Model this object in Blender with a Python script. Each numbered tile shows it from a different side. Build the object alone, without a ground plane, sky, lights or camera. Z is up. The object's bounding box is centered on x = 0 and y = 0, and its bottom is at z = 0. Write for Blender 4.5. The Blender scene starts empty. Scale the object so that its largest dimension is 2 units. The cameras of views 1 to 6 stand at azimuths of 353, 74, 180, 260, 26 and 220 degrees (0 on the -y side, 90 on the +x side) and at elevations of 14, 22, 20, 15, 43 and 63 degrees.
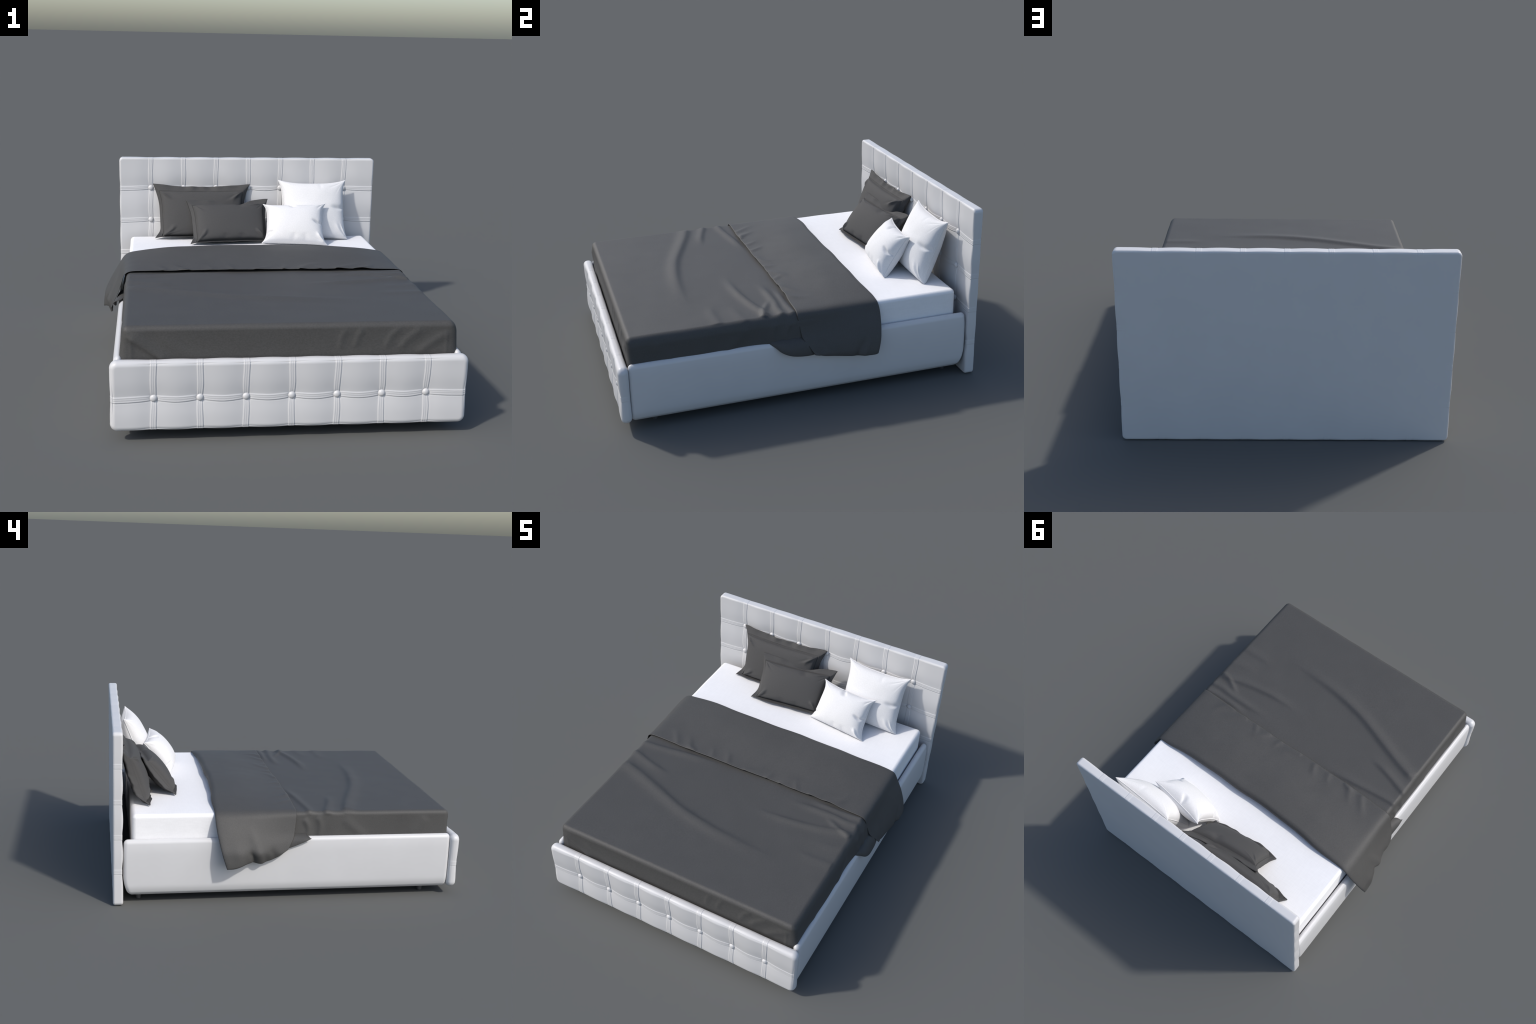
"""Upholstered double bed: button-tufted headboard and footboard, padded side
rails, white mattress, dark duvet with a turned-down top and four pillows."""
import bpy
import numpy as np
from mathutils import noise as mnoise, Vector

RNG = np.random.default_rng(7)
CX = 0.005                       # the frame stands 5 mm off the centre line
PITCH = 0.2015                   # spacing of the tufting seams
SEAMS_X = [CX + PITCH * k for k in range(-3, 4)]

# ------------------------------------------------------------------ helpers


def smooth01(x):
    x = np.clip(x, 0.0, 1.0)
    return x * x * (3 - 2 * x)


def new_object(name, verts, faces, material, parent=None, smooth=True):
    me = bpy.data.meshes.new(name)
    verts = np.asarray(verts, dtype=np.float64)
    me.from_pydata(verts.tolist(), [], [tuple(f) for f in np.asarray(faces).tolist()])
    me.validate()
    if smooth:
        me.polygons.foreach_set("use_smooth", [True] * len(me.polygons))
    me.materials.append(material)
    me.update()
    ob = bpy.data.objects.new(name, me)
    bpy.context.scene.collection.objects.link(ob)
    if parent is not None:
        ob.parent = parent
    return ob


def empty(name, label, category, location=(0, 0, 0)):
    ob = bpy.data.objects.new(name, None)
    ob.location = location
    ob["label"] = label
    ob["category"] = category
    bpy.context.scene.collection.objects.link(ob)
    return ob


def grid_faces(nu, nv, offset=0, flip=False):
    i, j = np.meshgrid(np.arange(nu - 1), np.arange(nv - 1), indexing="ij")
    a = (i * nv + j).ravel() + offset
    q = np.stack([a, a + nv, a + nv + 1, a + 1], 1)
    return q[:, ::-1] if flip else q


def shell(front, back):
    """Closed skin from two grids of the same size that face away from each other."""
    nu, nv, _ = front.shape
    n = nu * nv
    verts = np.vstack([front.reshape(-1, 3), back.reshape(-1, 3)])
    faces = [grid_faces(nu, nv), grid_faces(nu, nv, n, True)]
    idx = np.arange(n).reshape(nu, nv)
    loop = np.concatenate([idx[:-1, 0], idx[-1, :-1], idx[:0:-1, -1], idx[0, :0:-1]])
    nxt = np.roll(loop, -1)
    faces.append(np.stack([loop, loop + n, nxt + n, nxt], 1))
    return verts, np.vstack(faces)


def rounded_box(xs, ys, zs, r, skip=()):
    """Box surface gridded at the given coordinates, edges rounded to radius r.
    Returns points, outward directions and quads."""
    lo = np.array([xs[0], ys[0], zs[0]])
    hi = np.array([xs[-1], ys[-1], zs[-1]])
    axes = (np.asarray(xs), np.asarray(ys), np.asarray(zs))
    P, F, off = [], [], 0
    for ax in range(3):
        u, v = [(1, 2), (2, 0), (0, 1)][ax]
        A, B = np.meshgrid(axes[u], axes[v], indexing="ij")
        for side in (0, 1):
            if (ax, side) in skip:
                continue
            p = np.zeros(A.shape + (3,))
            p[..., u], p[..., v] = A, B
            p[..., ax] = (lo, hi)[side][ax]
            P.append(p.reshape(-1, 3))
            F.append(grid_faces(A.shape[0], A.shape[1], off, flip=(side == 0)))
            off += A.size
    P, F = np.vstack(P), np.vstack(F)
    key = np.round(P, 6)
    uniq, inv = np.unique(key, axis=0, return_inverse=True)
    F = inv.reshape(-1)[F]
    q = np.clip(uniq, lo + r, hi - r)
    d = uniq - q
    L = np.linalg.norm(d, axis=1, keepdims=True)
    d = d / np.maximum(L, 1e-9)
    return q + r * d, d, F


def panel_skin(xs, ys, zs, r, R):
    """Upright slab: outline in x-z rounded to radius R, rims rounded to radius r."""
    P, _, F = rounded_box(xs, ys, zs, 1e-6)
    lo = np.array([xs[0], zs[0]])
    hi = np.array([xs[-1], zs[-1]])
    p2 = P[:, [0, 2]]
    c = np.clip(p2, lo + R, hi - R)
    v = p2 - c
    m = np.abs(v).max(1)
    L = np.linalg.norm(v, axis=1)
    n2 = v / np.maximum(L, 1e-9)[:, None]
    p2 = c + n2 * m[:, None]
    yc = np.clip(P[:, 1], ys[0] + r, ys[-1] - r)
    b = P[:, 1] - yc
    a = np.where(L > 1e-9, m - (R - r), -1.0)
    ac = np.maximum(a, 0)
    ln = np.hypot(ac, b)
    k = np.maximum(ac, np.abs(b)) / np.maximum(ln, 1e-9)
    p2 = p2 + n2 * (ac * k - ac)[:, None]
    Q = np.stack([p2[:, 0], yc + b * k, p2[:, 1]], 1)
    N = np.stack([n2[:, 0] * ac, b, n2[:, 1] * ac], 1)
    N /= np.maximum(np.linalg.norm(N, axis=1, keepdims=True), 1e-9)
    return Q, N, F


def axis_samples(lo, hi, step, r, centres=(), half=0.022, fine=0.0018):
    """Coordinates from lo to hi, dense near the rounded ends and the seams."""
    pts = [np.linspace(lo, hi, max(2, int(round((hi - lo) / step)) + 1))]
    a = np.linspace(0, np.pi / 4, 6)
    pts += [lo + r - r * np.tan(a), hi - r + r * np.tan(a)]
    for c in centres:
        pts.append(np.arange(c - half, c + half + 1e-9, fine))
    p = np.unique(np.round(np.concatenate(pts), 5))
    p = p[(p >= lo) & (p <= hi)]
    keep = [p[0]]
    for v in p[1:]:
        if v - keep[-1] > 0.0009:
            keep.append(v)
    keep[-1] = hi
    return np.array(keep)


def spline(points, n=60):
    """Catmull-Rom curve through points, resampled evenly by length."""
    p = np.asarray(points, float)
    e = np.vstack([2 * p[0] - p[1], p, 2 * p[-1] - p[-2]])
    out = []
    for i in range(len(p) - 1):
        a, b, c, d = e[i:i + 4]
        t = np.linspace(0, 1, 24, endpoint=False)[:, None]
        out.append(0.5 * (2 * b + (c - a) * t + (2 * a - 5 * b + 4 * c - d) * t ** 2 + (3 * b - a - 3 * c + d) * t ** 3))
    out.append(p[-1:])
    q = np.vstack(out)
    s = np.concatenate([[0], np.cumsum(np.linalg.norm(np.diff(q, axis=0), axis=1))])
    w = np.linspace(0, s[-1], n)
    return np.stack([np.interp(w, s, q[:, k]) for k in range(p.shape[1])], 1)


def crease(xy, points, amp, w_left, w_right, fade=(0.15, 0.3)):
    """Height of a cloth fold that runs along a curve: soft on its left, steeper on its right."""
    c = spline(points, 130)
    d = np.gradient(c, axis=0)
    d /= np.linalg.norm(d, axis=1, keepdims=True)
    h = np.zeros(len(xy))
    wide = 4 * max(w_left, w_right)
    near = np.where((xy[:, 0] > c[:, 0].min() - wide) & (xy[:, 0] < c[:, 0].max() + wide)
                    & (xy[:, 1] > c[:, 1].min() - wide) & (xy[:, 1] < c[:, 1].max() + wide))[0]
    if not len(near):
        return h
    diff = xy[near][:, None, :] - c[None]
    dist = (diff ** 2).sum(-1)
    k = dist.argmin(1)
    sel = np.arange(len(near))
    sd = d[k, 0] * diff[sel, k, 1] - d[k, 1] * diff[sel, k, 0]
    dd = np.where((k > 0) & (k < len(c) - 1), np.abs(sd), np.sqrt(dist[sel, k]))
    w = np.where(sd > 0, w_left, w_right)
    t = k / (len(c) - 1)
    env = smooth01(t / fade[0]) * smooth01((1 - t) / fade[1])
    h[near] = amp * env * np.exp(-(dd / w) ** 2)
    return h


def cloth_noise(p, scale, seed=0.0):
    return np.array([mnoise.noise(Vector((q[0] * scale + seed, q[1] * scale, q[2] * scale))) for q in p])


def grid_normals(g):
    du, dv = np.gradient(g, axis=0), np.gradient(g, axis=1)
    n = np.cross(du, dv)
    return n / np.maximum(np.linalg.norm(n, axis=-1, keepdims=True), 1e-12)


# ---------------------------------------------------------------- materials


def material(name, build):
    m = bpy.data.materials.new(name)
    m.use_nodes = True
    nt = m.node_tree
    bsdf = nt.nodes["Principled BSDF"]
    build(nt, bsdf)
    return m


def node(nt, kind, **props):
    n = nt.nodes.new(kind)
    for k, v in props.items():
        if k in n.inputs:
            n.inputs[k].default_value = v
        else:
            setattr(n, k, v)
    return n


def noise_node(nt, coord, scale, detail=3.0, rough=0.55, stretch=None):
    if stretch is not None:
        mp = node(nt, "ShaderNodeMapping")
        mp.inputs["Scale"].default_value = stretch
        nt.links.new(coord, mp.inputs["Vector"])
        coord = mp.outputs["Vector"]
    n = node(nt, "ShaderNodeTexNoise", Scale=scale, Detail=detail, Roughness=rough)
    nt.links.new(coord, n.inputs["Vector"])
    return n.outputs["Fac"]


def ramp(nt, fac, a, b, lo=0.3, hi=0.7):
    r = node(nt, "ShaderNodeValToRGB")
    e = r.color_ramp.elements
    e[0].position, e[0].color = lo, (*a, 1)
    e[1].position, e[1].color = hi, (*b, 1)
    nt.links.new(fac, r.inputs["Fac"])
    return r.outputs["Color"]


def bump(nt, bsdf, height, strength, distance):
    b = node(nt, "ShaderNodeBump", Strength=strength, Distance=distance)
    nt.links.new(height, b.inputs["Height"])
    nt.links.new(b.outputs["Normal"], bsdf.inputs["Normal"])


def mixed(nt, a, b, fac=0.5):
    m = node(nt, "ShaderNodeMix", data_type="FLOAT")
    m.inputs[0].default_value = fac
    nt.links.new(a, m.inputs[2])
    nt.links.new(b, m.inputs[3])
    return m.outputs[0]


def leather(nt, bsdf):
    co = node(nt, "ShaderNodeTexCoord").outputs["Object"]
    big = noise_node(nt, co, 5.0, 4.0)
    nt.links.new(ramp(nt, big, LEATHER_A, LEATHER_B), bsdf.inputs["Base Color"])
    bsdf.inputs["Roughness"].default_value = 0.42
    bsdf.inputs["Specular IOR Level"].default_value = 0.5
    v = node(nt, "ShaderNodeTexVoronoi", Scale=420.0)
    nt.links.new(co, v.inputs["Vector"])
    bump(nt, bsdf, v.outputs["Distance"], 0.05, 0.001)


def sheet_cotton(nt, bsdf):
    co = node(nt, "ShaderNodeTexCoord").outputs["Object"]
    warp = noise_node(nt, co, 30.0, 3.0, stretch=(0.7, 9.0, 3.0))
    weft = noise_node(nt, co, 30.0, 3.0, stretch=(9.0, 0.7, 3.0))
    fac = mixed(nt, warp, weft)
    nt.links.new(ramp(nt, fac, SHEET_A, SHEET_B, 0.4, 0.6), bsdf.inputs["Base Color"])
    bsdf.inputs["Roughness"].default_value = 0.8
    bsdf.inputs["Specular IOR Level"].default_value = 0.3
    bump(nt, bsdf, fac, 0.12, 0.002)


def pillow_cotton(nt, bsdf):
    co = node(nt, "ShaderNodeTexCoord").outputs["Object"]
    fac = noise_node(nt, co, 160.0, 4.0, 0.65)
    nt.links.new(ramp(nt, fac, COTTON_A, COTTON_B, 0.35, 0.65), bsdf.inputs["Base Color"])
    bsdf.inputs["Roughness"].default_value = 0.85
    bsdf.inputs["Specular IOR Level"].default_value = 0.3
    bump(nt, bsdf, fac, 0.15, 0.0015)


def dark_cotton(a, b, grain, rough, spec):
    def build(nt, bsdf):
        co = node(nt, "ShaderNodeTexCoord").outputs["Object"]
        fine = noise_node(nt, co, grain, 4.0, 0.7, stretch=(1.0, 2.2, 1.6))
        cloud = noise_node(nt, co, 9.0, 2.0)
        fac = mixed(nt, fine, cloud, 0.12)
        nt.links.new(ramp(nt, fac, a, b, 0.38, 0.62), bsdf.inputs["Base Color"])
        bsdf.inputs["Roughness"].default_value = rough
        bsdf.inputs["Specular IOR Level"].default_value = spec
        bump(nt, bsdf, fine, 0.12, 0.0015)
    return build


def plain(colour, rough, metallic=0.0):
    def build(nt, bsdf):
        co = node(nt, "ShaderNodeTexCoord").outputs["Object"]
        fac = noise_node(nt, co, 25.0, 3.0)
        c = np.array(colour)
        nt.links.new(ramp(nt, fac, tuple(c * 0.92), tuple(c * 1.05)), bsdf.inputs["Base Color"])
        bsdf.inputs["Roughness"].default_value = rough
        bsdf.inputs["Metallic"].default_value = metallic
    return build


LEATHER_A, LEATHER_B = (0.59, 0.59, 0.595), (0.61, 0.61, 0.615)
SHEET_A, SHEET_B = (0.80, 0.80, 0.81), (0.835, 0.835, 0.845)
COTTON_A, COTTON_B = (0.68, 0.68, 0.685), (0.725, 0.725, 0.73)
LEATHER = material("white_leather", leather)
SHEET = material("white_sheet_cotton", sheet_cotton)
CUSHION = material("white_cushion_cotton", pillow_cotton)
DUVET = material("charcoal_duvet_cotton", dark_cotton((0.0535, 0.0525, 0.0505), (0.0695, 0.0685, 0.066), 130.0, 0.62, 0.42))
SHAM = material("charcoal_pillow_cotton", dark_cotton((0.0585, 0.0578, 0.0573), (0.0695, 0.0687, 0.068), 170.0, 0.8, 0.3))
METAL = material("grey_leg_metal", plain((0.11, 0.11, 0.115), 0.5, 0.2))
BOARD = material("dark_base_board", plain((0.06, 0.058, 0.055), 0.8))

# ------------------------------------------------------------ tufted panels

BAND = 0.0130        # half width of the stitched bands


def band_profile(d, half):
    """Relief across one band: a raised strip with fine pleats that drops off sharply on one side."""
    left = smooth01((d + half * 1.25) / (half * 0.50))
    right = smooth01((half * 1.10 - d) / (half * 0.28))
    strip = 0.0021 * left * right
    pleat = 0.00035 * np.cos(d / half * 2 * np.pi * 1.3 + 0.6) * (np.abs(d) < half * 0.85)
    groove = -0.0007 * np.exp(-((d - half * 1.15) / 0.0025) ** 2)
    return strip + pleat + groove


def tufted_panel(name, x_half, y_front, y_back, z_lo, z_hi, r, R, seams_z, parent, depth=0.009):
    x_lo, x_hi = CX - x_half, CX + x_half
    xs = axis_samples(x_lo, x_hi, 0.0085, r, SEAMS_X + [x_lo + R / 2, x_hi - R / 2])
    zs = axis_samples(z_lo, z_hi, 0.0085, r, list(seams_z) + [z_lo + R / 2, z_hi - R / 2], half=0.026)
    ys = axis_samples(y_front, y_back, 0.006, r)
    P, N, F = panel_skin(xs, ys, zs, r, R)
    x, y, z = P.T
    nx, ny, nz = N.T
    wv, wh = 1 - nx ** 2, 1 - nz ** 2
    # on the rear face the seams die out a few centimetres from the edge
    edge = np.minimum.reduce([x - x_lo, x_hi - x, z - z_lo, z_hi - z])
    rear = np.where(ny > 0.5, np.exp(-np.maximum(edge, 0) / 0.016) * 0.6, 1.0)
    front = np.clip(-ny, 0, 1)
    side = np.where(np.abs(ny) < 0.8, 0.45, 1.0)

    def nearest(v, marks):
        m = np.array(marks)
        k = np.abs(v[:, None] - m[None]).argmin(1)
        return m[k]

    sx = nearest(x, SEAMS_X)
    sz = nearest(z, seams_z)
    # bands hang slightly between the buttons
    span = np.sin(np.pi * (x - SEAMS_X[0]) / PITCH) ** 2
    inside = (x > SEAMS_X[0]) & (x < SEAMS_X[-1])
    sag = 0.0045 * np.where(inside, span, smooth01(np.abs(x - sx) / 0.18)) * front
    dz = (sz - sag) - z
    wander = 0.0016 * np.sin(z * 31 + sx * 17) * front
    dx = x - (sx + wander)
    button = np.hypot(x - sx, z - sz)
    pinch = 0.85 + 0.15 * smooth01(button / 0.07)
    vx, vz = np.exp(-(dx / 0.030) ** 2) * wv, np.exp(-(dz / 0.030) ** 2) * wh
    wide_x, wide_z = np.exp(-(dx / 0.055) ** 2) * wv, np.exp(-(dz / 0.055) ** 2) * wh
    valley = -depth * (0.06 * (vx + vz - vx * vz) + 0.80 * (wide_x + wide_z - wide_x * wide_z))
    relief = band_profile(dx, BAND * pinch) * wv * smooth01((np.abs(dz) - 0.008) / 0.008 + 1 - wh)
    relief = relief + band_profile(dz, BAND * pinch) * wh * smooth01((np.abs(dx) - 0.010) / 0.012)
    dimple = -(0.0060 * np.exp(-(button / 0.018) ** 2) + 0.0080 * np.exp(-(button / 0.055) ** 2)) * front
    soft = 0.0008 * cloth_noise(P, 6.0, 3.1) * front
    h = (valley * side + relief * side) * rear + dimple + soft
    ob = new_object(name, P + N * h[:, None], F, LEATHER, parent)
    return ob


def button_mesh():
    """Covered button: a flattened dome with a rolled rim."""
    prof = spline([(0.0, 0.0108), (0.0065, 0.0098), (0.0115, 0.0070), (0.0148, 0.0025), (0.0152, -0.001), (0.0125, -0.0045), (0.006, -0.008)], 16)
    n = 32
    a = np.linspace(0, 2 * np.pi, n, endpoint=False)
    ring = np.stack([prof[1:, None, 0] * np.cos(a), np.repeat(-prof[1:, 1:2], n, 1), prof[1:, None, 0] * np.sin(a)], -1)
    verts = np.vstack([[[0, -prof[0, 1], 0]], ring.reshape(-1, 3)])
    faces = [(0, 1 + (k + 1) % n, 1 + k) for k in range(n)]
    for i in range(len(prof) - 2):
        for k in range(n):
            k2 = (k + 1) % n
            faces.append((1 + i * n + k, 1 + i * n + k2, 1 + (i + 1) * n + k2, 1 + (i + 1) * n + k))
    me = bpy.data.meshes.new("button")
    me.from_pydata(verts.tolist(), [], faces)
    me.polygons.foreach_set("use_smooth", [True] * len(me.polygons))
    me.materials.append(LEATHER)
    return me


BUTTON = button_mesh()


def add_buttons(panel, seams_z, y):
    for zc in seams_z:
        for xc in SEAMS_X:
            b = bpy.data.objects.new("button", BUTTON)
            b.scale = (1.08, 1.08, 1.08)
            b.location = (xc, y, zc)
            b.rotation_euler = (RNG.normal(0, 0.05), RNG.uniform(0, 6.28), RNG.normal(0, 0.05))
            bpy.context.scene.collection.objects.link(b)
            b.parent = panel


bed = empty("bed", "White tufted leather double bed with buttoned headboard and mattress", "bed")

HB_ROWS = [0.2, 0.4, 0.6, 0.8]
headboard = tufted_panel("headboard", 0.796, 0.944, 1.0, 0.0, 0.987, 0.012, 0.022, HB_ROWS, bed, depth=0.0075)
add_buttons(headboard, HB_ROWS, 0.958)
footboard = tufted_panel("footboard", 0.793, -1.0, -0.944, 0.050, 0.372, 0.025, 0.034, [0.2], bed, depth=0.0080)
add_buttons(footboard, [0.2], -0.983)

# ------------------------------------------------------------- rails, legs


def side_rail(sign):
    x_in, x_out = 0.739, 0.786
    xs = axis_samples(x_in, x_out, 0.004, 0.0225)
    ys = axis_samples(-0.944, 0.943, 0.03, 0.0225)
    zs = axis_samples(0.050, 0.376, 0.012, 0.0225)
    P, N, F = rounded_box(xs, ys, zs, 0.0225)
    x, y, z = P.T.copy()
    out = smooth01((x - x_in) / (x_out - x_in))
    # the padding bellies out a little and tucks under at the foot of the rail
    belly = np.sin(np.pi * np.clip((z - 0.055) / 0.32, 0, 1))
    x += out * (0.004 * belly - 0.006) - out * 0.016 * np.clip((0.115 - z) / 0.06, 0, 1) ** 2
    x -= out * 0.006 * np.clip((z - 0.30) / 0.075, 0, 1) ** 2
    # lower head-end corner is cut back
    end = smooth01((y - 0.85) / 0.09)
    y -= end * 0.030 * np.clip((0.17 - z) / 0.12, 0, 1) ** 2
    y -= 0.004 * end * np.clip((z - 0.30) / 0.07, 0, 1)
    P = np.stack([sign * x + CX, y, z], 1)
    if sign < 0:
        F = F[:, ::-1]
    return new_object("side_rail", P, F, LEATHER, bed)


for s in (-1, 1):
    side_rail(s)


def cylinder(name, r, z0, z1, x, y, mat, parent, n=24):
    prof = [(r * 0.8, z0), (r, z0 + 0.003), (r, z1)]
    a = np.linspace(0, 2 * np.pi, n, endpoint=False)
    verts = [(x + q * np.cos(t), y + q * np.sin(t), zz) for q, zz in prof for t in a]
    faces = [(i * n + k, i * n + (k + 1) % n, (i + 1) * n + (k + 1) % n, (i + 1) * n + k) for i in range(len(prof) - 1) for k in range(n)]
    me = bpy.data.meshes.new(name)
    me.from_pydata(verts, [], faces + [tuple(range(n))[::-1]])
    me.materials.append(mat)
    me.polygons.foreach_set("use_smooth", [True] * (len(faces)) + [False])
    ob = bpy.data.objects.new(name, me)
    bpy.context.scene.collection.objects.link(ob)
    ob.parent = parent
    return ob


for sx in (-1, 1):
    for yy in (0.855, -0.814):
        cylinder("leg", 0.014, 0.0, 0.075, CX + sx * 0.682, yy, METAL, bed)

P, N, F = rounded_box(axis_samples(CX - 0.735, CX + 0.735, 0.2, 0.004), axis_samples(-0.94, 0.93, 0.2, 0.004),
                      axis_samples(0.07, 0.20, 0.06, 0.004), 0.004)
new_object("mattress_base", P, F, BOARD, bed)

# ---------------------------------------------------------------- mattress

MX, MTOP = 0.730, 0.5075
P, N, F = rounded_box(axis_samples(CX - MX, CX + MX, 0.02, 0.022), axis_samples(-0.915, 0.892, 0.02, 0.022),
                      axis_samples(0.203, MTOP, 0.02, 0.022), 0.022)
bulge = 0.003 * np.sin(np.pi * np.clip((P[:, 2] - 0.203) / 0.30, 0, 1)) * (1 - N[:, 2] ** 2)
P = P + N * (bulge + 0.0012 * cloth_noise(P, 7.0))[:, None]
new_object("mattress", P, F, SHEET, bed)

# ------------------------------------------------------------------- duvet

duvet = empty("duvet", "Charcoal grey duvet with wide turned-down top fold", "bedding", (0, 0, 0.507))

TOP_FOLDS = [  # curve on the mattress top (x, y), height, width left, width right
    ([(-0.745, -0.31), (-0.57, -0.362), (-0.42, -0.415), (-0.22, -0.487), (-0.05, -0.525), (0.13, -0.549), (0.31, -0.557), (0.48, -0.566)], 0.0120, 0.022, 0.045),
    ([(-0.745, -0.200), (-0.70, -0.210), (-0.61, -0.240), (-0.52, -0.264), (-0.40, -0.287)], 0.0080, 0.016, 0.030),
    ([(-0.745, -0.105), (-0.64, -0.100), (-0.52, -0.085), (-0.36, -0.064), (-0.18, -0.05)], 0.0085, 0.015, 0.028),
    ([(0.735, -0.180), (0.66, -0.200), (0.55, -0.230), (0.42, -0.256), (0.29, -0.270), (0.13, -0.275)], 0.0110, 0.030, 0.018),
    ([(0.745, -0.105), (0.655, -0.112), (0.56, -0.104), (0.42, -0.108), (0.27, -0.124)], 0.0100, 0.026, 0.018),
    ([(0.74, -0.045), (0.63, -0.055), (0.53, -0.054), (0.38, -0.050)], 0.0070, 0.020, 0.015),
    ([(0.73, -0.215), (0.66, -0.190), (0.595, -0.157), (0.53, -0.126)], 0.0075, 0.016, 0.016),
    ([(0.735, -0.450), (0.60, -0.455), (0.48, -0.452)], 0.0042, 0.035, 0.022),
    ([(0.745, -0.310), (0.65, -0.330), (0.52, -0.350)], 0.0030, 0.035, 0.025),
]
FOOT_FOLDS = [  # curve on the foot face (x, z)
    ([(-0.735, 0.480), (-0.66, 0.43), (-0.58, 0.375), (-0.52, 0.33)], 0.0090, 0.034, 0.012),
    ([(-0.60, 0.47), (-0.48, 0.40), (-0.36, 0.345)], 0.0030, 0.025, 0.030),
    ([(0.725, 0.470), (0.64, 0.42), (0.56, 0.36)], 0.0050, 0.022, 0.016),
    ([(0.60, 0.490), (0.53, 0.44), (0.48, 0.38)], 0.0042, 0.022, 0.014),
    ([(0.50, 0.490), (0.45, 0.45), (0.42, 0.38)], 0.0034, 0.018, 0.012),
    ([(0.33, 0.490), (0.30, 0.45), (0.285, 0.39)], 0.0034, 0.016, 0.012),
    ([(0.25, 0.490), (0.225, 0.44), (0.22, 0.38)], 0.0028, 0.016, 0.012),
]
SIDE_FOLDS = [  # curve on the long sides (y, z)
    ([(-0.15, 0.49), (-0.17, 0.43), (-0.16, 0.36)], 0.0050, 0.016, 0.020),
    ([(-0.07, 0.48), (-0.10, 0.42), (-0.09, 0.36)], 0.0055, 0.014, 0.018),
    ([(-0.30, 0.48), (-0.36, 0.42), (-0.45, 0.35)], 0.0040, 0.026, 0.030),
    ([(-0.80, 0.48), (-0.76, 0.42), (-0.70, 0.36)], 0.0030, 0.026, 0.030),
]

xs = axis_samples(CX - 0.739, CX + 0.739, 0.0065, 0.026)
ys = axis_samples(-0.9385, 0.36, 0.0065, 0.026)
zs = axis_samples(0.290, 0.512, 0.007, 0.026)
P, N, F = rounded_box(xs, ys, zs, 0.026, skip={(2, 0), (1, 1)})
x, y, z = P.T
up, foot, flank = np.clip(N[:, 2], 0, 1), np.clip(-N[:, 1], 0, 1), np.abs(N[:, 0])
h = np.zeros(len(P))
fade_top = smooth01(up * 1.4)
for pts, amp, wl, wr in TOP_FOLDS:
    h += crease(P[:, :2], pts, amp, wl, wr, (0.06, 0.45)) * fade_top
for pts, amp, wl, wr in FOOT_FOLDS:
    h += crease(P[:, [0, 2]], pts, amp, wl, wr, (0.25, 0.25)) * foot
for pts, amp, wl, wr in SIDE_FOLDS:
    h += crease(P[:, 1:], pts, amp, wl, wr, (0.2, 0.2)) * flank
h += 0.0022 * cloth_noise(P * [1, 1.6, 1], 3.0, 11.0) * up + 0.0008 * cloth_noise(P, 9.0, 5.0)
# a tucked pleat stands at each foot corner
for sx in (-1, 1):
    h += 0.0025 * np.exp(-((x - CX - sx * 0.700) / 0.007) ** 2) * foot * smooth01((0.475 - z) / 0.03)
Q = P + N * h[:, None]
drop = np.clip((0.49 - z) / 0.15, 0, 1)
# long sides lean out until they rest on the rails, more so next to the turned-down part
near_fold = np.where(x > 0, smooth01((y + 0.34) / 0.20), smooth01((y + 0.16) / 0.14))
Q[:, 0] += 0.010 * (x > 0) * flank * smooth01((0.512 - z) / 0.05)      # the right side sags outwards
Q[:, 0] += np.sign(x - CX) * flank * drop * (0.012 + 0.014 * near_fold + 0.004 * np.sin(y * 11.0 + np.sign(x) * 1.3))
new_object("duvet_body", Q - [0, 0, 0.507], F, DUVET, duvet)

# --- the turned-down part: flat across the mattress, hanging over both rails
NT, NA, ND = 70, 150, 46         # along the bed, across the top, down each side

# (y, z) outlines of the hanging cloth, from the mattress edge downwards
HANG = {
    -1: dict(head=[(0.436, 0.512), (0.434, 0.463), (0.427, 0.414), (0.417, 0.364), (0.403, 0.306), (0.378, 0.228)],
             hem=[(-0.031, 0.512), (-0.028, 0.485), (-0.022, 0.443), (-0.016, 0.41), (-0.012, 0.385), (0.002, 0.356), (0.012, 0.34), (0.028, 0.315)],
             low=[(0.378, 0.228), (0.327, 0.231), (0.250, 0.252), (0.187, 0.243), (0.146, 0.253), (0.105, 0.265), (0.068, 0.289), (0.028, 0.315)]),
    1: dict(head=[(0.424, 0.512), (0.430, 0.490), (0.432, 0.460), (0.428, 0.420), (0.421, 0.370), (0.412, 0.320), (0.392, 0.255)],
            hem=[(-0.036, 0.512), (-0.034, 0.488), (-0.026, 0.430), (-0.018, 0.380), (0.004, 0.353), (0.017, 0.329), (0.040, 0.292)],
            low=[(0.392, 0.255), (0.373, 0.251), (0.332, 0.252), (0.241, 0.260), (0.150, 0.272), (0.090, 0.280), (0.040, 0.292)]),
}


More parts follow.
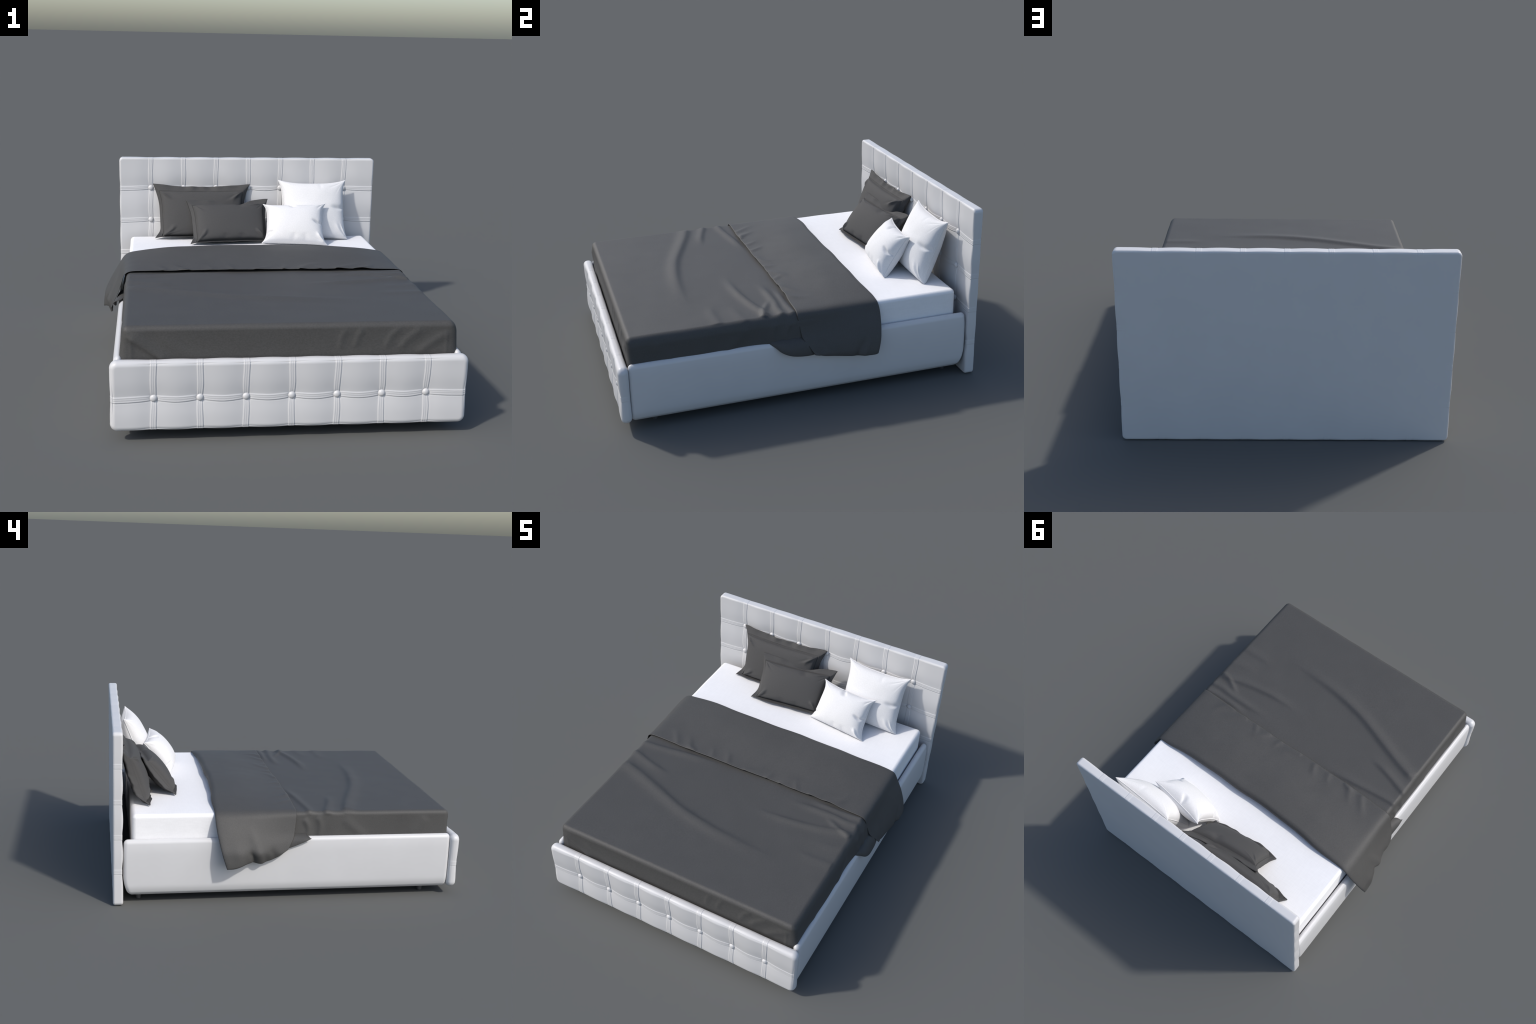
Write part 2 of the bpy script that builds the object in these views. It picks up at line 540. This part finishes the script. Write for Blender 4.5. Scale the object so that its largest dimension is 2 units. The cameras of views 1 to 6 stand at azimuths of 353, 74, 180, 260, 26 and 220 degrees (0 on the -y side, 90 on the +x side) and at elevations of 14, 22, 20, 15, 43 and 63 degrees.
# how far the hanging cloth stands out (z against distance from the centre line)
FLARE = {
    -1: dict(head=([0.228, 0.317, 0.393, 0.457, 0.512], [0.867, 0.853, 0.813, 0.774, 0.740]),
             hem=([0.300, 0.350, 0.400, 0.460, 0.512], [0.815, 0.798, 0.776, 0.757, 0.741])),
    1: dict(head=([0.221, 0.276, 0.330, 0.397, 0.453, 0.512], [0.852, 0.843, 0.828, 0.800, 0.766, 0.738]),
            hem=([0.290, 0.330, 0.366, 0.397, 0.458, 0.512], [0.824, 0.810, 0.793, 0.776, 0.758, 0.746])),
}


def flare(z, t, s):
    a, b = np.interp(z, *FLARE[s]["head"]), np.interp(z, *FLARE[s]["hem"])
    x = a + (b - a) * smooth01(t * 1.05)
    if s < 0:                                     # the lower edge curls in half way along
        x = x - 0.022 * np.exp(-((t - 0.55) / 0.2) ** 2) * smooth01((0.31 - z) / 0.07)
    return x


def coons(head, hem, low, top, nt, nd):
    """Patch between four curves; t runs head -> hem, d runs top -> low."""
    t = np.linspace(0, 1, nt)[:, None, None]
    d = np.linspace(0, 1, nd)[None, :, None]
    L, R = head[None], hem[None]                  # (1, nd, 2)
    T, B = top[:, None], low[:, None]             # (nt, 1, 2)
    return ((1 - t) * L + t * R + (1 - d) * T + d * B
            - ((1 - t) * (1 - d) * head[0] + t * (1 - d) * hem[0] + (1 - t) * d * head[-1] + t * d * hem[-1]))


def crown(x):
    return 1 - np.abs((x - CX) / 0.74) ** 3.0


def turned_down():
    t = np.linspace(0, 1, NT)
    xa = np.linspace(CX - 0.735, CX + 0.735, NA)
    c = crown(xa)
    wob = 0.0045 * np.sin(xa * 9.5 + 0.7) + 0.002 * np.sin(xa * 21.0)
    y_head = np.interp(xa, [-0.73, -0.3, 0.0, 0.3, 0.74], [0.436, 0.418, 0.405, 0.410, 0.424]) + wob * smooth01(c * 3)
    y_hem = -0.033 + 0.004 * np.sin(xa * 5.0) + 0.002 * np.sin(xa * 17.0)
    z_head = 0.512 + 0.024 * c
    z_hem = 0.5195 + 0.0055 * c
    tt = t[:, None]
    topY = y_head + (y_hem - y_head) * tt
    topZ = z_head + (z_hem - z_head) * tt ** 1.8
    top = np.stack([np.broadcast_to(xa, topY.shape), topY, topZ], -1)
    sides = {}
    for s in (-1, 1):
        H = HANG[s]
        head, hem = spline(H["head"], ND), spline(H["hem"], ND)
        low = spline(H["low"], NT)
        edge = top[:, 0 if s < 0 else -1, 1:]
        e = edge.copy()
        head[0], hem[0] = e[0], e[-1]
        g = coons(head, hem, low, e, NT, ND)
        xx = s * flare(g[..., 1], tt, s)
        sides[s] = np.concatenate([xx[..., None], g], -1)[:, 1:]
    full = np.concatenate([sides[-1][:, ::-1], top, sides[1]], 1)      # (NT, total, 3)
    # round the shoulder where the cloth turns over the mattress edge
    k = np.exp(-np.linspace(-2, 2, 13) ** 2)
    k /= k.sum()
    pad = np.pad(full, ((0, 0), (6, 6), (0, 0)), mode="edge")
    soft = sum(k[i] * pad[:, i:i + full.shape[1]] for i in range(13))
    m = np.minimum(np.arange(full.shape[1]), np.arange(full.shape[1])[::-1]) / 7.0
    m = smooth01(m)[None, :, None]
    return full * (1 - m) + soft * m


FLAP_FOLDS = [
    ([(0.49, -0.045), (0.556, -0.003), (0.584, 0.055), (0.573, 0.125)], 0.0065, 0.020, 0.018),
    ([(0.38, -0.035), (0.467, 0.026), (0.553, 0.085)], 0.0055, 0.018, 0.018),
    ([(0.18, -0.03), (0.254, 0.04), (0.35, 0.06)], 0.0045, 0.016, 0.018),
    ([(0.09, -0.03), (0.110, 0.01), (0.112, 0.06)], 0.0045, 0.013, 0.013),
    ([(-0.062, -0.031), (0.02, 0.005), (0.034, 0.075)], 0.0045, 0.014, 0.014),
    ([(0.30, -0.03), (0.27, 0.02), (0.26, 0.07)], 0.0035, 0.012, 0.014),
    ([(-0.40, -0.03), (-0.468, -0.008), (-0.476, 0.05)], 0.0045, 0.014, 0.014),
    ([(-0.53, -0.03), (-0.57, 0.03), (-0.64, 0.12)], 0.0040, 0.015, 0.018),
    ([(-0.43, -0.03), (-0.47, 0.03), (-0.52, 0.10)], 0.0035, 0.014, 0.014),
    ([(-0.17, -0.03), (-0.19, 0.02), (-0.23, 0.08)], 0.0040, 0.014, 0.014),
    ([(-0.28, -0.03), (-0.30, 0.02), (-0.33, 0.06)], 0.0035, 0.014, 0.014),
]
HANG_FOLDS = {   # folds of the hanging cloth in (y, z), pushed outwards
    -1: [([(0.215, 0.235), (0.225, 0.285), (0.255, 0.34)], -0.014, 0.013, 0.018),
         ([(0.175, 0.235), (0.19, 0.30), (0.225, 0.39), (0.26, 0.47)], 0.010, 0.022, 0.026),
         ([(0.10, 0.26), (0.11, 0.30), (0.14, 0.34)], -0.006, 0.02, 0.02),
         ([(0.30, 0.23), (0.31, 0.30), (0.33, 0.40)], 0.005, 0.03, 0.03)],
    1: [([(0.27, 0.25), (0.30, 0.30), (0.345, 0.36)], -0.008, 0.020, 0.022),
        ([(0.31, 0.25), (0.335, 0.30), (0.375, 0.35)], 0.006, 0.018, 0.018),
        ([(0.06, 0.29), (0.09, 0.33), (0.10, 0.40)], -0.006, 0.024, 0.02)],
}

mid = turned_down()
shape = mid.shape
nrm = grid_normals(mid)
if nrm[NT // 2, shape[1] // 2, 2] < 0:
    nrm = -nrm
flat = mid.reshape(-1, 3)
fn = nrm.reshape(-1, 3)
h = np.zeros(len(flat))
upw = smooth01(np.clip(fn[:, 2], 0, 1) * 1.3)
for pts, amp, wl, wr in FLAP_FOLDS:
    h += crease(flat[:, :2], pts, 1.05 * amp, 1.2 * wl, 1.2 * wr, (0.02, 0.8)) * upw
for s in (-1, 1):
    on = (np.sign(flat[:, 0]) == s) * (1 - upw)
    for pts, amp, wl, wr in HANG_FOLDS[s]:
        h += crease(flat[:, 1:], pts, amp, wl, wr, (0.02, 0.5)) * on
h += 0.0025 * cloth_noise(flat, 4.0, 21.0) + 0.001 * cloth_noise(flat, 12.0, 2.0)
mid = (flat + fn * h[:, None]).reshape(shape)
nrm = grid_normals(mid)
if nrm[NT // 2, shape[1] // 2, 2] < 0:
    nrm = -nrm
t = np.linspace(0, 1, NT)[:, None]
xcoord = np.clip(np.abs(mid[..., 0]) / 0.74, 0, 1)
puff = 0.009 + 0.044 * (1 - xcoord ** 3.0)
roll = np.sqrt(np.clip(1 - (1 - np.clip(t / 0.07, 0, 1)) ** 2, 0, 1))
taper = 0.06 + 0.94 * smooth01((1 - t) / 0.75)
thick = 0.0016 + puff * roll * taper
side_end = np.minimum(np.arange(shape[1]), np.arange(shape[1])[::-1])[None] / 5.0
thick *= 0.35 + 0.65 * np.sqrt(np.clip(side_end, 0, 1))
outer = mid + nrm * (thick / 2)[..., None]
inner = mid - nrm * (thick / 2)[..., None]
# the underside stops short of the hem, so the edge itself is thin and undercut
row = np.arange(NT) * (NT - 1 - 1.6) / (NT - 1)
r0 = np.minimum(row.astype(int), NT - 2)
inner = inner[r0] + (inner[r0 + 1] - inner[r0]) * (row - r0)[:, None, None]
V, Fq = shell(outer, inner)
new_object("duvet_turndown", V - [0, 0, 0.507], Fq, DUVET, duvet)

# --- the lower layer that peeps out below the turned-down part, lying over the rail
UNDER = {   # lower edge: distance from the centre line, y, z
    -1: [(0.797, -0.110, 0.375), (0.799, -0.080, 0.361), (0.798, -0.053, 0.349), (0.795, -0.015, 0.333), (0.792, 0.028, 0.318), (0.791, 0.08, 0.308)],
    1: [(0.770, -0.196, 0.373), (0.792, -0.165, 0.352), (0.810, -0.140, 0.331), (0.818, -0.103, 0.312), (0.817, -0.055, 0.298), (0.812, 0.015, 0.290), (0.800, 0.08, 0.292)],
}
for s in (-1, 1):
    n1, n2 = 60, 30
    low = spline(UNDER[s], n1)
    d = np.linspace(0, 1, n2)[None, :]
    start = (low[:, 1] - low[0, 1])[:, None]
    blunt = np.sqrt(np.clip(1 - (1 - np.clip(start / (0.05 if s < 0 else 0.025), 0, 1)) ** 2, 0, 1))
    x_in = low[:, :1] - (low[:, :1] - 0.746) * blunt
    z_in = low[:, 2:3] + (0.390 - low[:, 2:3]) * blunt
    bend = d * np.pi / 2
    xx = x_in + (low[:, :1] - x_in) * np.sin(bend)
    zz = z_in + (low[:, 2:3] - z_in) * (1 - np.cos(bend))
    yy = np.broadcast_to(low[:, 1:2], xx.shape) + 0.015 * (1 - blunt) * (1 - d)
    g3 = np.stack([s * xx, yy, zz], -1)
    n = grid_normals(g3)
    n *= np.sign((n[..., 0] * s).mean())
    V, Fq = shell(g3 + n * 0.002, g3 - n * 0.002)
    new_object("duvet_corner", V - [0, 0, 0.507], Fq, DUVET, duvet)

# ----------------------------------------------------------------- pillows


def edge_params(n, power=0.85):
    """Samples in [-1, 1], denser near the seams."""
    s = np.linspace(-1, 1, n)
    return np.sign(s) * (1 - (1 - np.abs(s)) ** (1 / power)) * 0.5 + np.sin(s * np.pi / 2) * 0.5


def bilinear(c, u, v):
    """c: TL, TR, BL, BR; u runs left to right, v bottom to top."""
    TL, TR, BL, BR = [np.array(k, float) for k in c]
    a, b = (u[..., None] + 1) / 2, (v[..., None] + 1) / 2
    return (TL * (1 - a) + TR * a) * b + (BL * (1 - a) + BR * a) * (1 - b)


def corner_wrinkles(u, v, amp, seed):
    """Fine folds that run from each corner towards the middle."""
    w = np.zeros_like(u)
    r = np.random.default_rng(seed)
    for cu in (-1, 1):
        for cv in (-1, 1):
            ang = np.arctan2(np.abs(v - cv) + 1e-6, np.abs(u - cu) + 1e-6)
            rad = np.hypot(u - cu, v - cv)
            for k in range(3):
                a0, ww, ln = r.uniform(0.35, 1.25), r.uniform(0.05, 0.09), r.uniform(0.45, 0.8)
                w += amp * r.uniform(0.5, 1.2) * r.choice([-1, 1]) * np.exp(-((ang - a0) / ww) ** 2) * np.exp(-((rad - 0.25) / (0.35 * ln)) ** 2)
    return w


def rest_on_sheet(p, gap=0.0015):
    """Press whatever would sink into the mattress flat onto it."""
    floor = MTOP + gap
    p[..., 2] = np.where(p[..., 2] < floor, floor + 0.02 * np.tanh((p[..., 2] - floor) / 0.4) * 0.1, p[..., 2])
    return p


def white_cushion(corners, thick, pull, dents, seed, label):
    n = 84
    u, v = np.meshgrid(edge_params(n), edge_params(n), indexing="ij")
    uu = u * (1 - pull[0] * (1 - v ** 4) * np.abs(u) ** 3)
    vv = v * (1 - np.where(v > 0, pull[1], pull[2]) * (1 - np.abs(u) ** 3) * np.abs(v) ** 3)
    m = bilinear(corners, uu, vv)
    TL, TR, BL, BR = [np.array(k, float) for k in corners]
    across, upv = (TR + BR - TL - BL), (TL + TR - BL - BR)
    nrm = np.cross(across, upv)
    nrm /= np.linalg.norm(nrm)
    if nrm[1] > 0:
        nrm = -nrm                                  # towards the foot of the bed
    prof = np.clip((1 - u ** 2), 0, 1) ** (0.42 - 0.08 * smooth01(-v)) * np.clip(1 - v ** 2, 0, 1) ** np.where(v < 0, 0.29, 0.45)
    low_heavy = 1 + 0.12 * -v * (1 - v ** 2)
    wr = corner_wrinkles(u, v, 0.0055, seed)
    fr = thick[0] * prof * low_heavy
    bk = thick[1] * prof
    add = wr * prof ** 0.5
    uv = np.stack([u.ravel(), v.ravel()], 1)
    for pts, amp, wl, wrr in dents:
        add = add + (crease(uv, pts, amp, wl, wrr, (0.02, 0.5)).reshape(u.shape)) * np.clip(prof * 3.0, 0, 1)
    seam = np.exp(-((1 - np.maximum(np.abs(u), np.abs(v))) / 0.02) ** 2)
    noise_h = (cloth_noise(m.reshape(-1, 3), 14.0, seed * 3.3) * 0.002).reshape(u.shape) * prof
    front = m + nrm * (fr + add + noise_h + 0.0016 * (0.3 + seam))[..., None]
    back = m - nrm * (bk + 0.0016)[..., None]
    base = m.reshape(-1, 3).mean(0)
    base[2] = MTOP
    front, back = rest_on_sheet(front), rest_on_sheet(back)
    root = empty("cushion", label, "pillow", tuple(base))
    V, Fq = shell(back, front)
    new_object("cushion_cover", V - base, Fq, CUSHION, root)
    # stitched piping along the seam
    idx = np.arange(n * n).reshape(n, n)
    loop = np.concatenate([idx[:-1, 0], idx[-1, :-1], idx[:0:-1, -1], idx[0, :0:-1]])
    line = ((front + back) / 2).reshape(-1, 3)[loop]
    cen = line.mean(0)
    line = line + (line - cen) * 0.004
    line = rest_on_sheet(line, 0.003)
    tan = np.roll(line, -1, 0) - np.roll(line, 1, 0)
    tan /= np.linalg.norm(tan, axis=1, keepdims=True)
    side = np.cross(tan, nrm)
    side /= np.linalg.norm(side, axis=1, keepdims=True)
    a = np.linspace(0, 2 * np.pi, 8, endpoint=False)
    tube = line[:, None] + 0.0022 * (np.cos(a)[None, :, None] * side[:, None] + np.sin(a)[None, :, None] * nrm[None, None])
    k, q = len(line), 8
    faces = [(i * q + j, i * q + (j + 1) % q, ((i + 1) % k) * q + (j + 1) % q, ((i + 1) % k) * q + j) for i in range(k) for j in range(q)]
    new_object("cushion_seam", tube.reshape(-1, 3) - base, faces, CUSHION, root)


white_cushion([(0.190, 0.914, 0.855), (0.608, 0.894, 0.857), (0.195, 0.780, 0.512), (0.608, 0.764, 0.511)],
              (0.088, 0.070), (0.105, 0.125, 0.03),
              [([(1.0, 0.02), (0.75, -0.02), (0.45, 0.05)], -0.014, 0.04, 0.09),
               ([(0.25, 1.0), (0.22, 0.82), (0.25, 0.6)], -0.003, 0.05, 0.05),
               ([(-1.0, -0.55), (-0.8, -0.5), (-0.5, -0.55)], -0.006, 0.07, 0.06),
               ([(0.9, -0.95), (0.75, -0.75), (0.6, -0.4)], 0.006, 0.08, 0.06)],
              4, "Large plump square white cushion leaning on headboard")
white_cushion([(0.083, 0.792, 0.724), (0.457, 0.736, 0.738), (0.062, 0.640, 0.517), (0.452, 0.590, 0.512)],
              (0.084, 0.066), (0.150, 0.13, 0.03),
              [([(-0.12, 1.0), (-0.06, 0.82), (0.02, 0.62)], -0.020, 0.06, 0.08),
               ([(1.0, -0.05), (0.78, -0.10), (0.52, 0.05)], -0.019, 0.045, 0.08),
               ([(0.92, -0.95), (0.80, -0.70), (0.70, -0.5)], 0.012, 0.07, 0.05),
               ([(-1.0, -0.62), (-0.82, -0.58), (-0.6, -0.62)], -0.014, 0.06, 0.05),
               ([(-0.05, -1.0), (-0.02, -0.8), (0.0, -0.6)], -0.005, 0.08, 0.08),
               ([(0.35, -1.0), (0.32, -0.8), (0.3, -0.6)], -0.004, 0.08, 0.08)],
              9, "Small plump white cushion with tucked corners")


def dark_pillow(inner, outer, thick, pull, flange_bend, waves, dents, seed, label):
    """Pillow in an Oxford case: a padded body with a flat stitched flange all round."""
    nb, nf = 70, 9
    core = edge_params(nb)
    fl = np.linspace(0, 1, nf + 1)[1:]
    s = np.concatenate([-1 - fl[::-1], core, 1 + fl])
    n = len(s)
    u, v = np.meshgrid(s, s, indexing="ij")
    ring = np.maximum(np.maximum(np.abs(u), np.abs(v)), 1.0)
    # the square rings of the flange map straight outwards from the seam
    bu, bv = np.clip(u, -1, 1), np.clip(v, -1, 1)
    f = np.clip(ring - 1, 0, 1)
    onring = f > 0
    bu = np.where(onring, u / ring, bu)
    bv = np.where(onring, v / ring, bv)
    uu = bu * (1 - pull[0] * (1 - np.abs(bv) ** np.where(bv > 0, 3, 9)) * np.abs(bu) ** 3)
    vv = bv * (1 - np.where(bv > 0, pull[1], pull[2]) * (1 - bu ** 2) * np.abs(bv) ** 3)
    m = bilinear(inner, uu, vv)
    corner_off = bilinear([np.array(o) - np.array(i) for o, i in zip(outer, inner)], bu, bv)
    at_corner = (np.abs(bu) * np.abs(bv)) ** np.where(bv > 0, 3, 12)
    TL, TR, BL, BR = [np.array(k, float) for k in inner]
    across, upv = (TR + BR - TL - BL), (TL + TR - BL - BR)
    across, upv = across / np.linalg.norm(across), upv / np.linalg.norm(upv)
    nrm = np.cross(across, upv)
    nrm /= np.linalg.norm(nrm)
    if nrm[1] > 0:
        nrm = -nrm
    off = corner_off * at_corner[..., None] + flange_bend(bu, bv) * (1 - at_corner)[..., None]
    amp, freq = waves
    per = np.where(np.abs(bu) >= np.abs(bv), bv, bu)
    f = f * (1 - 0.28 * (np.abs(bu) * np.abs(bv)) ** 24 * (bv < 0))      # blunt lower corners
    wave = amp * np.where(np.abs(bv) >= np.abs(bu), 1.0, 0.35) * (np.sin(per * freq + seed) + 0.6 * np.sin(per * freq * 2.3 + seed * 2.1)) * (1 - per ** 4)
    g = m + off * f[..., None] + nrm * (wave * f)[..., None]
    prof = (np.clip(1 - bu ** 2, 0, 1) * np.clip(1 - bv ** 2, 0, 1)) ** 0.33
    prof = np.where(onring, 0, prof)
    uv = np.stack([bu.ravel(), bv.ravel()], 1)
    add = corner_wrinkles(bu, bv, 0.006, seed)
    for pts, a, wl, wr in dents:
        add = add + crease(uv, pts, a, wl, wr, (0.02, 0.5)).reshape(u.shape)
    add = np.where(onring, 0, add * np.clip(prof * 2.5, 0, 1))
    stitch = -0.0044 * np.exp(-((ring - 1 + (1 - np.maximum(np.abs(bu), np.abs(bv)))) / 0.03) ** 2)
    hem = 0.0011 * smooth01((f - 0.72) / 0.10) + 0.0022 * np.exp(-((f - 0.10) / 0.06) ** 2)
    front = g + nrm * (thick[0] * prof + add + 0.0032 + stitch + hem)[..., None]
    back = g - nrm * (thick[1] * prof + 0.0032 + hem)[..., None]
    front, back = rest_on_sheet(front, 0.006), rest_on_sheet(back, 0.001)
    base = g.reshape(-1, 3).mean(0)
    base[2] = MTOP
    root = empty("pillow", label, "pillow", tuple(base))
    V, Fq = shell(back, front)
    # split body and flange into two parts that share their border
    ridx = np.concatenate([onring.ravel(), onring.ravel()])
    isfl = ridx[Fq].any(1)
    me_all = bpy.data.meshes.new("whole_pillow")
    me_all.from_pydata(V.tolist(), [], Fq.tolist())
    me_all.update()
    vn = np.zeros(len(V) * 3, np.float32)
    me_all.vertices.foreach_get("normal", vn)
    vn = vn.reshape(-1, 3)
    for name, keep in (("pillow_body", ~isfl), ("pillow_flange", isfl)):
        used, inv = np.unique(Fq[keep], return_inverse=True)
        ob = new_object(name, V[used] - base, inv.reshape(-1, 4), SHAM, root)
        ob.data.normals_split_custom_set_from_vertices(vn[used].tolist())
    bpy.data.meshes.remove(me_all)


def bend_large(bu, bv):
    """Outward direction of the flange along the four sides, away from the corners."""
    side_l, side_r = np.clip(-bu, 0, 1) ** 8, np.clip(bu, 0, 1) ** 8
    top, low = np.clip(bv, 0, 1) ** 8, np.clip(-bv, 0, 1) ** 8
    return (side_l[..., None] * np.array([-0.018, 0.036, 0.004]) + side_r[..., None] * np.array([0.020, 0.034, 0.004])
            + top[..., None] * np.array([0.0, 0.026, 0.029]) + low[..., None] * np.array([0.0, -0.040, 0.007]))


def bend_small(bu, bv):
    side_l, side_r = np.clip(-bu, 0, 1) ** 8, np.clip(bu, 0, 1) ** 8
    top, low = np.clip(bv, 0, 1) ** 8, np.clip(-bv, 0, 1) ** 8
    fold = np.exp(-((bu - 0.25) / 0.36) ** 2)          # the flange flops over here
    up = np.array([0.0, 0.028, 0.030]) * (1 - fold)[..., None] + np.array([0.0, 0.022, -0.002]) * fold[..., None]
    return (side_l[..., None] * np.array([-0.022, 0.030, 0.004]) + side_r[..., None] * np.array([0.020, 0.036, 0.006])
            + top[..., None] * up + low[..., None] * np.array([0.004, -0.038, 0.007]))


dark_pillow([(-0.548, 0.906, 0.786), (-0.032, 0.912, 0.785), (-0.536, 0.812, 0.520), (-0.030, 0.815, 0.520)],
            [(-0.588, 0.938, 0.828), (0.015, 0.945, 0.824), (-0.592, 0.777, 0.516), (0.020, 0.780, 0.522)],
            (0.062, 0.050), (0.055, 0.035, 0.03), bend_large, (0.0075, 9.0),
            [([(-0.95, -0.95), (-0.78, -0.75), (-0.66, -0.45)], 0.010, 0.07, 0.05),
             ([(0.92, 0.95), (0.80, 0.70), (0.72, 0.4)], 0.006, 0.07, 0.05)],
            3, "Large charcoal pillow with flat stitched flange")
dark_pillow([(-0.351, 0.792, 0.714), (0.090, 0.852, 0.712), (-0.333, 0.640, 0.522), (0.088, 0.690, 0.522)],
            [(-0.390, 0.817, 0.747), (0.122, 0.888, 0.740), (-0.382, 0.617, 0.515), (0.130, 0.655, 0.520)],
            (0.066, 0.050), (0.05, 0.06, 0.03), bend_small, (0.0035, 7.0),
            [([(-0.95, -0.95), (-0.80, -0.72), (-0.70, -0.40)], 0.011, 0.07, 0.05),
             ([(0.95, -0.9), (0.82, -0.7), (0.72, -0.45)], 0.009, 0.06, 0.06),
             ([(0.28, 1.0), (0.30, 0.8), (0.34, 0.6)], -0.008, 0.12, 0.12),
             ([(-0.2, -1.0), (-0.18, -0.85), (-0.15, -0.7)], -0.005, 0.10, 0.10),
             ([(0.3, -1.0), (0.3, -0.85), (0.28, -0.7)], -0.005, 0.10, 0.10)],
            5, "Small charcoal pillow with flopped flange")
